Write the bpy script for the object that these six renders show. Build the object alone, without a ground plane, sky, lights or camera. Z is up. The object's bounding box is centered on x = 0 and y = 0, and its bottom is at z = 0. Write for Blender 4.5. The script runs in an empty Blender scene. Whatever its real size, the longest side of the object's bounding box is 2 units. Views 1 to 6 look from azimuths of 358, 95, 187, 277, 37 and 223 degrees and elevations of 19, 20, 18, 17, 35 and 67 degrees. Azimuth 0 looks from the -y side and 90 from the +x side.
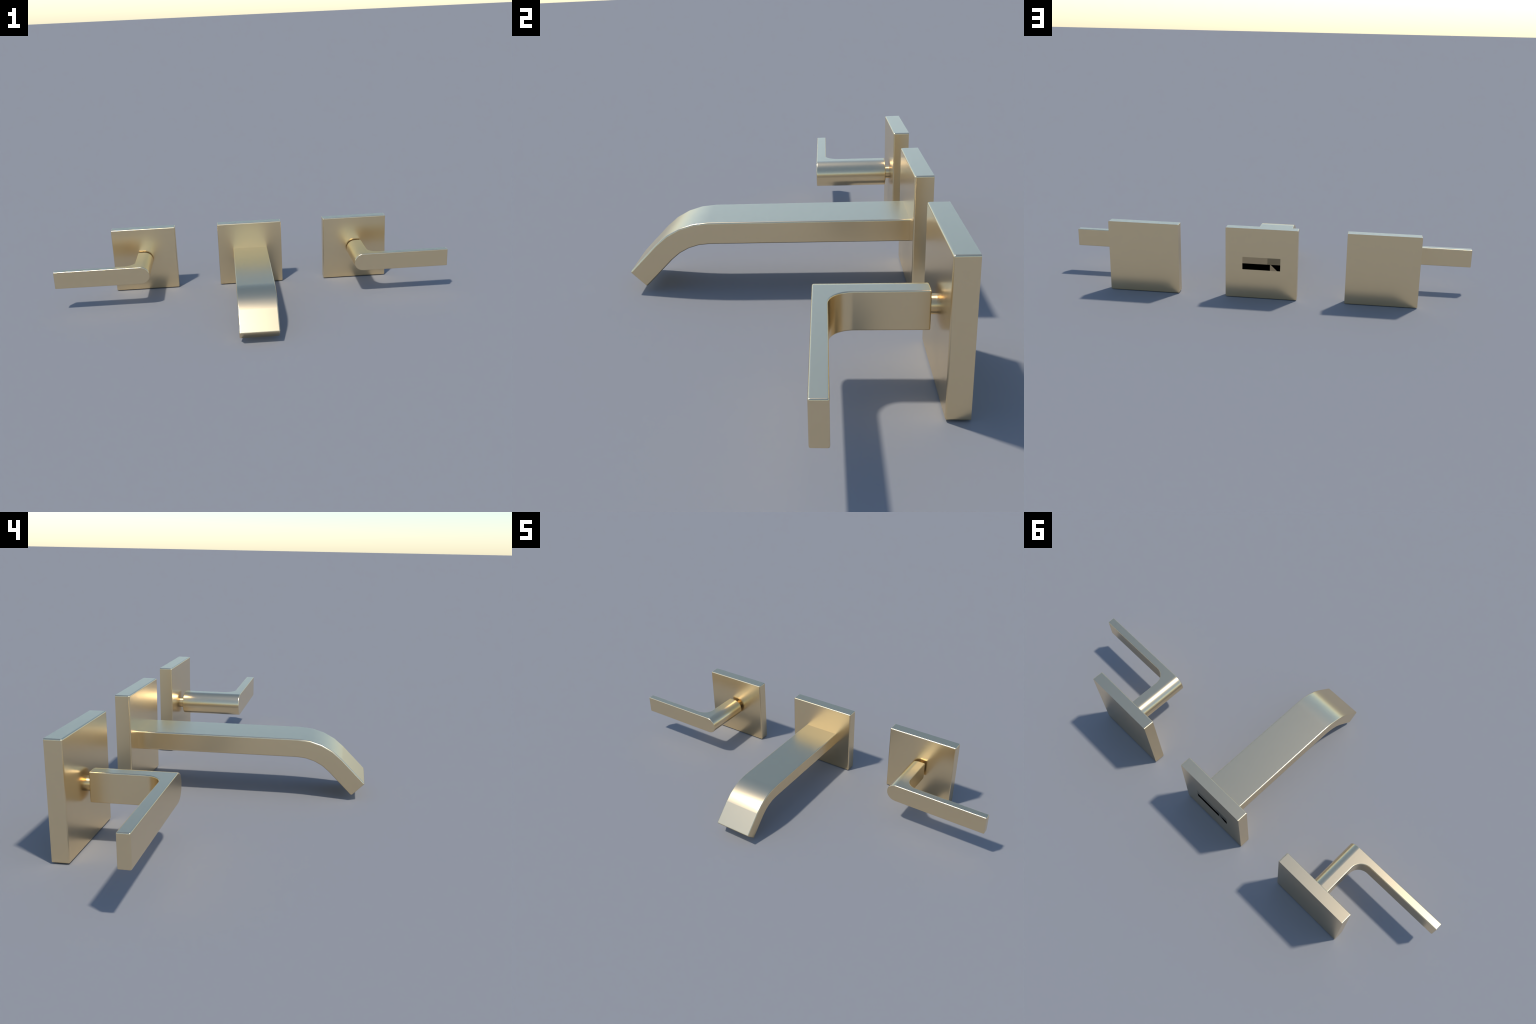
"""Wall-mount washbasin tap set in satin champagne-gold metal:
a broad bent spout on a square plate, and two mirrored lever handles on square plates."""
import bpy, bmesh, math
from mathutils import Matrix, Vector

# ------------------------------------------------------------------ sizes (metres)
PLATE_W = 0.3380            # square wall plates
SPOUT_PLATE_W = 0.3400      # the middle one is a touch wider
PLATE_H = 0.3388
PLATE_FRONT, PLATE_BACK = 0.3629, 0.4118
PLATE_EDGE = 0.0045         # rounded front edges
HANDLE_X = 0.5648           # centre of each handle plate
AXIS_Z = 0.1692             # height of valve axis = middle of the plates

LEVER_END = 0.9998          # tip of the lever
LEVER_R = 0.0443            # half height of the lever, radius of its round end
LEVER_ROUND_X = 0.5210      # outermost point of the round end
LEVER_FRONT, LEVER_BACK = 0.1096, 0.1430
HUB_INNER_X = 0.5985        # flat inner side of the hub
HUB_BACK = 0.3498
HUB_FILLET = 0.0520
LEVER_EDGE = 0.0035
ROUND_STEPS = 12
STEM_R = 0.0215

SPOUT_HALF_W = 0.0907
SPOUT_TOP, SPOUT_T = 0.2009, 0.0621
SPOUT_BEND_Y = -0.1823      # where the bend starts
SPOUT_BEND_R = 0.2136       # outer radius of the bend
SPOUT_TIP_L = 0.1130
SPOUT_BEND = math.radians(45)
SPOUT_STEPS = 4
SPOUT_RELAX = 2.5           # degrees
SPOUT_EDGE = 0.0046


# ------------------------------------------------------------------ materials
def metal(name, colour, roughness, variation=0.02, scale=38.0):
    m = bpy.data.materials.new(name)
    m.use_nodes = True
    nt = m.node_tree
    b = nt.nodes["Principled BSDF"]
    tc = nt.nodes.new("ShaderNodeTexCoord")
    n = nt.nodes.new("ShaderNodeTexNoise")
    n.inputs["Scale"].default_value = scale
    n.inputs["Detail"].default_value = 3.0
    nt.links.new(tc.outputs["Object"], n.inputs["Vector"])
    r = nt.nodes.new("ShaderNodeMapRange")
    r.inputs["To Min"].default_value = roughness - variation
    r.inputs["To Max"].default_value = roughness + variation
    nt.links.new(n.outputs["Fac"], r.inputs["Value"])
    nt.links.new(r.outputs["Result"], b.inputs["Roughness"])
    mix = nt.nodes.new("ShaderNodeMix")
    mix.data_type = "RGBA"
    mix.inputs["A"].default_value = (*[c * 0.99 for c in colour], 1)
    mix.inputs["B"].default_value = (*[min(1.0, c * 1.01) for c in colour], 1)
    nt.links.new(n.outputs["Fac"], mix.inputs["Factor"])
    nt.links.new(mix.outputs["Result"], b.inputs["Base Color"])
    b.inputs["Metallic"].default_value = 1.0
    return m


SATIN = metal("satin_champagne_metal", (0.87, 0.696, 0.430), 0.27, 0.0)
DULL = metal("darker_champagne_metal", (0.535, 0.417, 0.257), 0.27, 0.0)  # darker versions of the champagne colour, matched to the darker band on the plate back
DULL_DARK = metal("darkest_champagne_metal", (0.31, 0.253, 0.156), 0.27, 0.0)

BLACK = bpy.data.materials.new("near_black_matte")  # near-black colour for faces that render unlit where they coincide
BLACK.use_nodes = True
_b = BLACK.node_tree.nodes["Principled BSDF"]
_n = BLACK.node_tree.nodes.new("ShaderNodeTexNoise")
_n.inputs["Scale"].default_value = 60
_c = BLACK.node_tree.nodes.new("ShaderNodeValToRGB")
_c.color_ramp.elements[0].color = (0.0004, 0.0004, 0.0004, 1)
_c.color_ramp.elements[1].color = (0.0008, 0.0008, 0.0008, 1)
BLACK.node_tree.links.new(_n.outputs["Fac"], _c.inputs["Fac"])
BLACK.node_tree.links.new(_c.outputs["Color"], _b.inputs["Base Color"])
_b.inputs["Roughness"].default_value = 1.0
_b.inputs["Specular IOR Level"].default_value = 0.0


# ------------------------------------------------------------------ helpers
def finish(bm, name, material, edge=0.0, keep=None, break_edges=None, segments=3):
    """Round the sharp edges (those `keep` accepts), shade smooth with weighted
    normals; `break_edges` marks crisp shading breaks where a bend meets a flat."""
    bmesh.ops.recalc_face_normals(bm, faces=bm.faces)
    layer = bm.edges.layers.int.new("crisp")
    if break_edges:
        for e in bm.edges:
            if break_edges(e):
                e[layer] = 1
    if edge > 0:
        sharp = [e for e in bm.edges if len(e.link_faces) == 2
                 and e.calc_face_angle() > math.radians(35) and (keep is None or keep(e))]
        bmesh.ops.bevel(bm, geom=sharp, offset=edge, offset_type='OFFSET', segments=segments,
                        profile=0.5, affect='EDGES', clamp_overlap=True)
    for f in bm.faces:
        f.smooth = True
    for e in bm.edges:
        if len(e.link_faces) == 2 and e.calc_face_angle() > math.radians(35):
            e.smooth = False
        if break_edges and break_edges(e):
            e.smooth = False
    bm.edges.layers.int.remove(layer)
    me = bpy.data.meshes.new(name)
    bm.to_mesh(me)
    bm.free()
    me.materials.append(material)
    return me


def add(me, name, parent, weighted=True):
    ob = bpy.data.objects.new(name, me)
    bpy.context.scene.collection.objects.link(ob)
    ob.parent = parent
    if weighted:
        w = ob.modifiers.new("weighted_normals", 'WEIGHTED_NORMAL')
        w.keep_sharp = True
        w.weight = 100
    return ob


def thing(name, loc, label, category):
    ob = bpy.data.objects.new(name, None)
    ob.location = loc
    ob["label"] = label
    ob["category"] = category
    bpy.context.scene.collection.objects.link(ob)
    return ob


def prism(bm, outline, axis, a, b):
    """Extrude a closed 2-D outline along `axis` from a to b."""
    def p(u, v, w):
        return {'x': (w, u, v), 'y': (u, w, v), 'z': (u, v, w)}[axis]
    lo = [bm.verts.new(p(u, v, a)) for u, v in outline]
    hi = [bm.verts.new(p(u, v, b)) for u, v in outline]
    bm.faces.new(lo)
    bm.faces.new(hi[::-1])
    n = len(outline)
    for i in range(n):
        bm.faces.new((lo[i], lo[(i + 1) % n], hi[(i + 1) % n], hi[i]))


# ------------------------------------------------------------------ parts
def plate_mesh(width):
    """Square plate; front rim and the four corners rounded, back rim left sharp."""
    bm = bmesh.new()
    w = width / 2
    prism(bm, [(-w, 0), (w, 0), (w, PLATE_H), (-w, PLATE_H)], 'y', PLATE_FRONT, PLATE_BACK)
    back = lambda e: all(abs(v.co.y - PLATE_BACK) < 1e-6 for v in e.verts)
    return finish(bm, "wall_plate", SATIN, PLATE_EDGE, keep=lambda e: not back(e))


def lever_mesh(side):
    """Lever and hub in one piece, x measured from the valve axis, for side=+1 or -1."""
    bm = bmesh.new()
    cx = HANDLE_X
    rx = LEVER_ROUND_X + LEVER_R - cx                 # centre of the round end
    hub, tip = HUB_INNER_X - cx, LEVER_END - cx
    top, bot = AXIS_Z + LEVER_R, AXIS_Z - LEVER_R

    # seen from above: inner line from hub back, down the hub, round the fillet, along the lever
    inner = [(hub, HUB_BACK)]
    fx, fy = hub + HUB_FILLET, LEVER_BACK + HUB_FILLET
    for i in range(ROUND_STEPS + 1):
        t = math.pi + i / ROUND_STEPS * math.pi / 2
        inner.append((fx + HUB_FILLET * math.cos(t), fy + HUB_FILLET * math.sin(t)))
    inner.append((tip, LEVER_BACK))

    # seen from the front: half circle from the top tangent to the bottom tangent
    arc = []
    for i in range(ROUND_STEPS + 1):
        t = math.pi / 2 + i / ROUND_STEPS * math.pi
        arc.append((rx + LEVER_R * math.cos(t), AXIS_Z + LEVER_R * math.sin(t)))

    V = lambda x, y, z: bm.verts.new((side * x, y, z))
    it = [V(x, y, top) for x, y in inner]
    ib = [V(x, y, bot) for x, y in inner]
    af = [V(x, LEVER_FRONT, z) for x, z in arc]
    ab = [V(x, HUB_BACK, z) for x, z in arc]
    tf, bf = V(tip, LEVER_FRONT, top), V(tip, LEVER_FRONT, bot)
    F = bm.faces.new
    F([ab[0]] + it + [tf, af[0]])                     # top
    F([ab[-1]] + ib + [bf, af[-1]])                   # bottom
    F(af + [bf, tf])                                  # front
    F(ab + [ib[0], it[0]])                            # hub back
    F((it[-1], ib[-1], bf, tf))                       # lever tip
    for i in range(len(it) - 1):                      # hub side, fillet, lever back
        F((it[i], it[i + 1], ib[i + 1], ib[i]))
    for i in range(len(af) - 1):                      # round end
        F((af[i], af[i + 1], ab[i + 1], ab[i]))

    def crisp(e):
        a, b = e.verts
        for z in (top, bot):                          # tangent lines of the round end
            if all(abs(v.co.z - z) < 1e-5 and abs(v.co.x - side * rx) < 1e-5 for v in (a, b)):
                return True
        for x, y in (inner[1], inner[1 + ROUND_STEPS]):   # tangent lines of the fillet
            if all(abs(v.co.x - side * x) < 1e-5 and abs(v.co.y - y) < 1e-5 for v in (a, b)):
                return True
        return False
    return finish(bm, "lever", SATIN, LEVER_EDGE, break_edges=crisp)


def stem_mesh():
    bm = bmesh.new()
    n = 32
    ring = [(STEM_R * math.cos(2 * math.pi * i / n), AXIS_Z + STEM_R * math.sin(2 * math.pi * i / n))
            for i in range(n)]
    prism(bm, ring, 'y', HUB_BACK - 0.002, PLATE_FRONT + 0.002)
    return finish(bm, "valve_stem", SATIN)


def spout_mesh():
    """Flat rectangular bar swept along a straight run, a 45 degree bend and a straight lip."""
    bm = bmesh.new()
    upper, lower = [(PLATE_FRONT + 0.004, SPOUT_TOP)], [(PLATE_FRONT + 0.004, SPOUT_TOP - SPOUT_T)]
    for i in range(SPOUT_STEPS + 1):
        t = i / SPOUT_STEPS * SPOUT_BEND
        for line, r in ((upper, SPOUT_BEND_R), (lower, SPOUT_BEND_R - SPOUT_T)):
            line.append((SPOUT_BEND_Y - r * math.sin(t),
                         SPOUT_TOP - SPOUT_BEND_R + r * math.cos(t)))
    dy, dz = -math.cos(SPOUT_BEND) * SPOUT_TIP_L, -math.sin(SPOUT_BEND) * SPOUT_TIP_L
    for line in (upper, lower):
        y, z = line[-1]
        line.append((y + dy, z + dz))
    L = {}
    for s in (-1, 1):
        L[s] = ([bm.verts.new((s * SPOUT_HALF_W, y, z)) for y, z in upper],
                [bm.verts.new((s * SPOUT_HALF_W, y, z)) for y, z in lower])
    n = len(upper)
    for i in range(n - 1):
        for k in (0, 1):
            bm.faces.new((L[-1][k][i], L[1][k][i], L[1][k][i + 1], L[-1][k][i + 1]))
        for s in (-1, 1):
            bm.faces.new((L[s][0][i], L[s][0][i + 1], L[s][1][i + 1], L[s][1][i]))
    for i in (0, n - 1):
        bm.faces.new((L[-1][0][i], L[1][0][i], L[1][1][i], L[-1][1][i]))
    ends = [upper[1], upper[-2], lower[1], lower[-2]]

    def crisp(e):
        a, b = e.verts
        return any(all(abs(v.co.y - y) < 1e-5 and abs(v.co.z - z) < 1e-5 for v in (a, b))
                   for y, z in ends) and abs(a.co.x - b.co.x) > 0.05
    keep = lambda e: not all(abs(v.co.y - upper[0][0]) < 1e-6 for v in e.verts)
    return finish(bm, "spout", SATIN, SPOUT_EDGE, keep=keep, break_edges=crisp)


def relax_bend_end(ob):
    """The upper skin of the bend keeps the shading of a softer curve where it meets
    the straight lip, which leaves a fine crisp line across the spout there."""
    bpy.context.view_layer.update()
    dg = bpy.context.evaluated_depsgraph_get()
    me = bpy.data.meshes.new_from_object(ob.evaluated_get(dg))
    ob.modifiers.clear()
    ob.data = me
    y1 = SPOUT_BEND_Y - SPOUT_BEND_R * math.sin(SPOUT_BEND)
    z1 = SPOUT_TOP - SPOUT_BEND_R * (1 - math.cos(SPOUT_BEND))
    normals = [Vector(n.vector) for n in me.corner_normals]
    back = Matrix.Rotation(-math.radians(SPOUT_RELAX), 3, 'X')
    for p in me.polygons:
        c = p.center
        if not (p.normal.z > 0.6 and y1 < c.y < SPOUT_BEND_Y and p.area > 0.003):
            continue
        for li in p.loop_indices:
            v = me.vertices[me.loops[li].vertex_index].co
            if abs(v.y - y1) < 2e-3 and abs(v.z - z1) < 2e-3:
                normals[li] = back @ normals[li]
    me.normals_split_custom_set(normals)


def inset_mesh(name, outline, material, proud):
    """Thin slab let into the back of the spout plate, a hair proud of it."""
    bm = bmesh.new()
    prism(bm, outline, 'y', PLATE_BACK - 0.006, PLATE_BACK + proud)
    return finish(bm, name, material)


# ------------------------------------------------------------------ assembly
plate = plate_mesh(PLATE_W)
stem = stem_mesh()

for side in (1, -1):
    h = thing("faucet_handle", (side * HANDLE_X, 0, 0),
              "satin gold lever handle on a square wall plate", "faucet handle")
    add(plate, "wall_plate", h)
    add(stem, "valve_stem", h)
    add(lever_mesh(side), "lever", h)

s = thing("faucet_spout", (0, 0, 0),
          "broad flat satin gold spout bent down, on a square wall plate", "faucet spout")
sp_plate = add(plate_mesh(SPOUT_PLATE_W), "wall_plate", s)
spout = add(spout_mesh(), "spout", s)
relax_bend_end(spout)

# flat plate back: slabs coloured after overlapping-face shading, dim above, black below
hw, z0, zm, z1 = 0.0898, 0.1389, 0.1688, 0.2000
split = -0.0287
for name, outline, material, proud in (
        ("darker_band", [(split, zm), (hw, zm), (hw, z1), (split, z1)], DULL, 0.0003),
        ("darker_band_end", [(-hw, zm), (split, zm), (split, z1), (-hw, z1)], DULL_DARK, 0.0003),
        ("darker_wedge", [(-0.0760, z0), (-0.0417, z0), (-0.0417, zm), (-0.0450, zm)], DULL, 0.0003),
        ("black_patch", [(-0.0417, z0), (hw, z0), (hw, zm), (-0.0417, zm)], BLACK, 0.0004),
        ("black_patch_corner", [(-hw, z0), (-0.0751, z0), (-0.0440, zm), (-hw, zm)], BLACK, 0.0004)):
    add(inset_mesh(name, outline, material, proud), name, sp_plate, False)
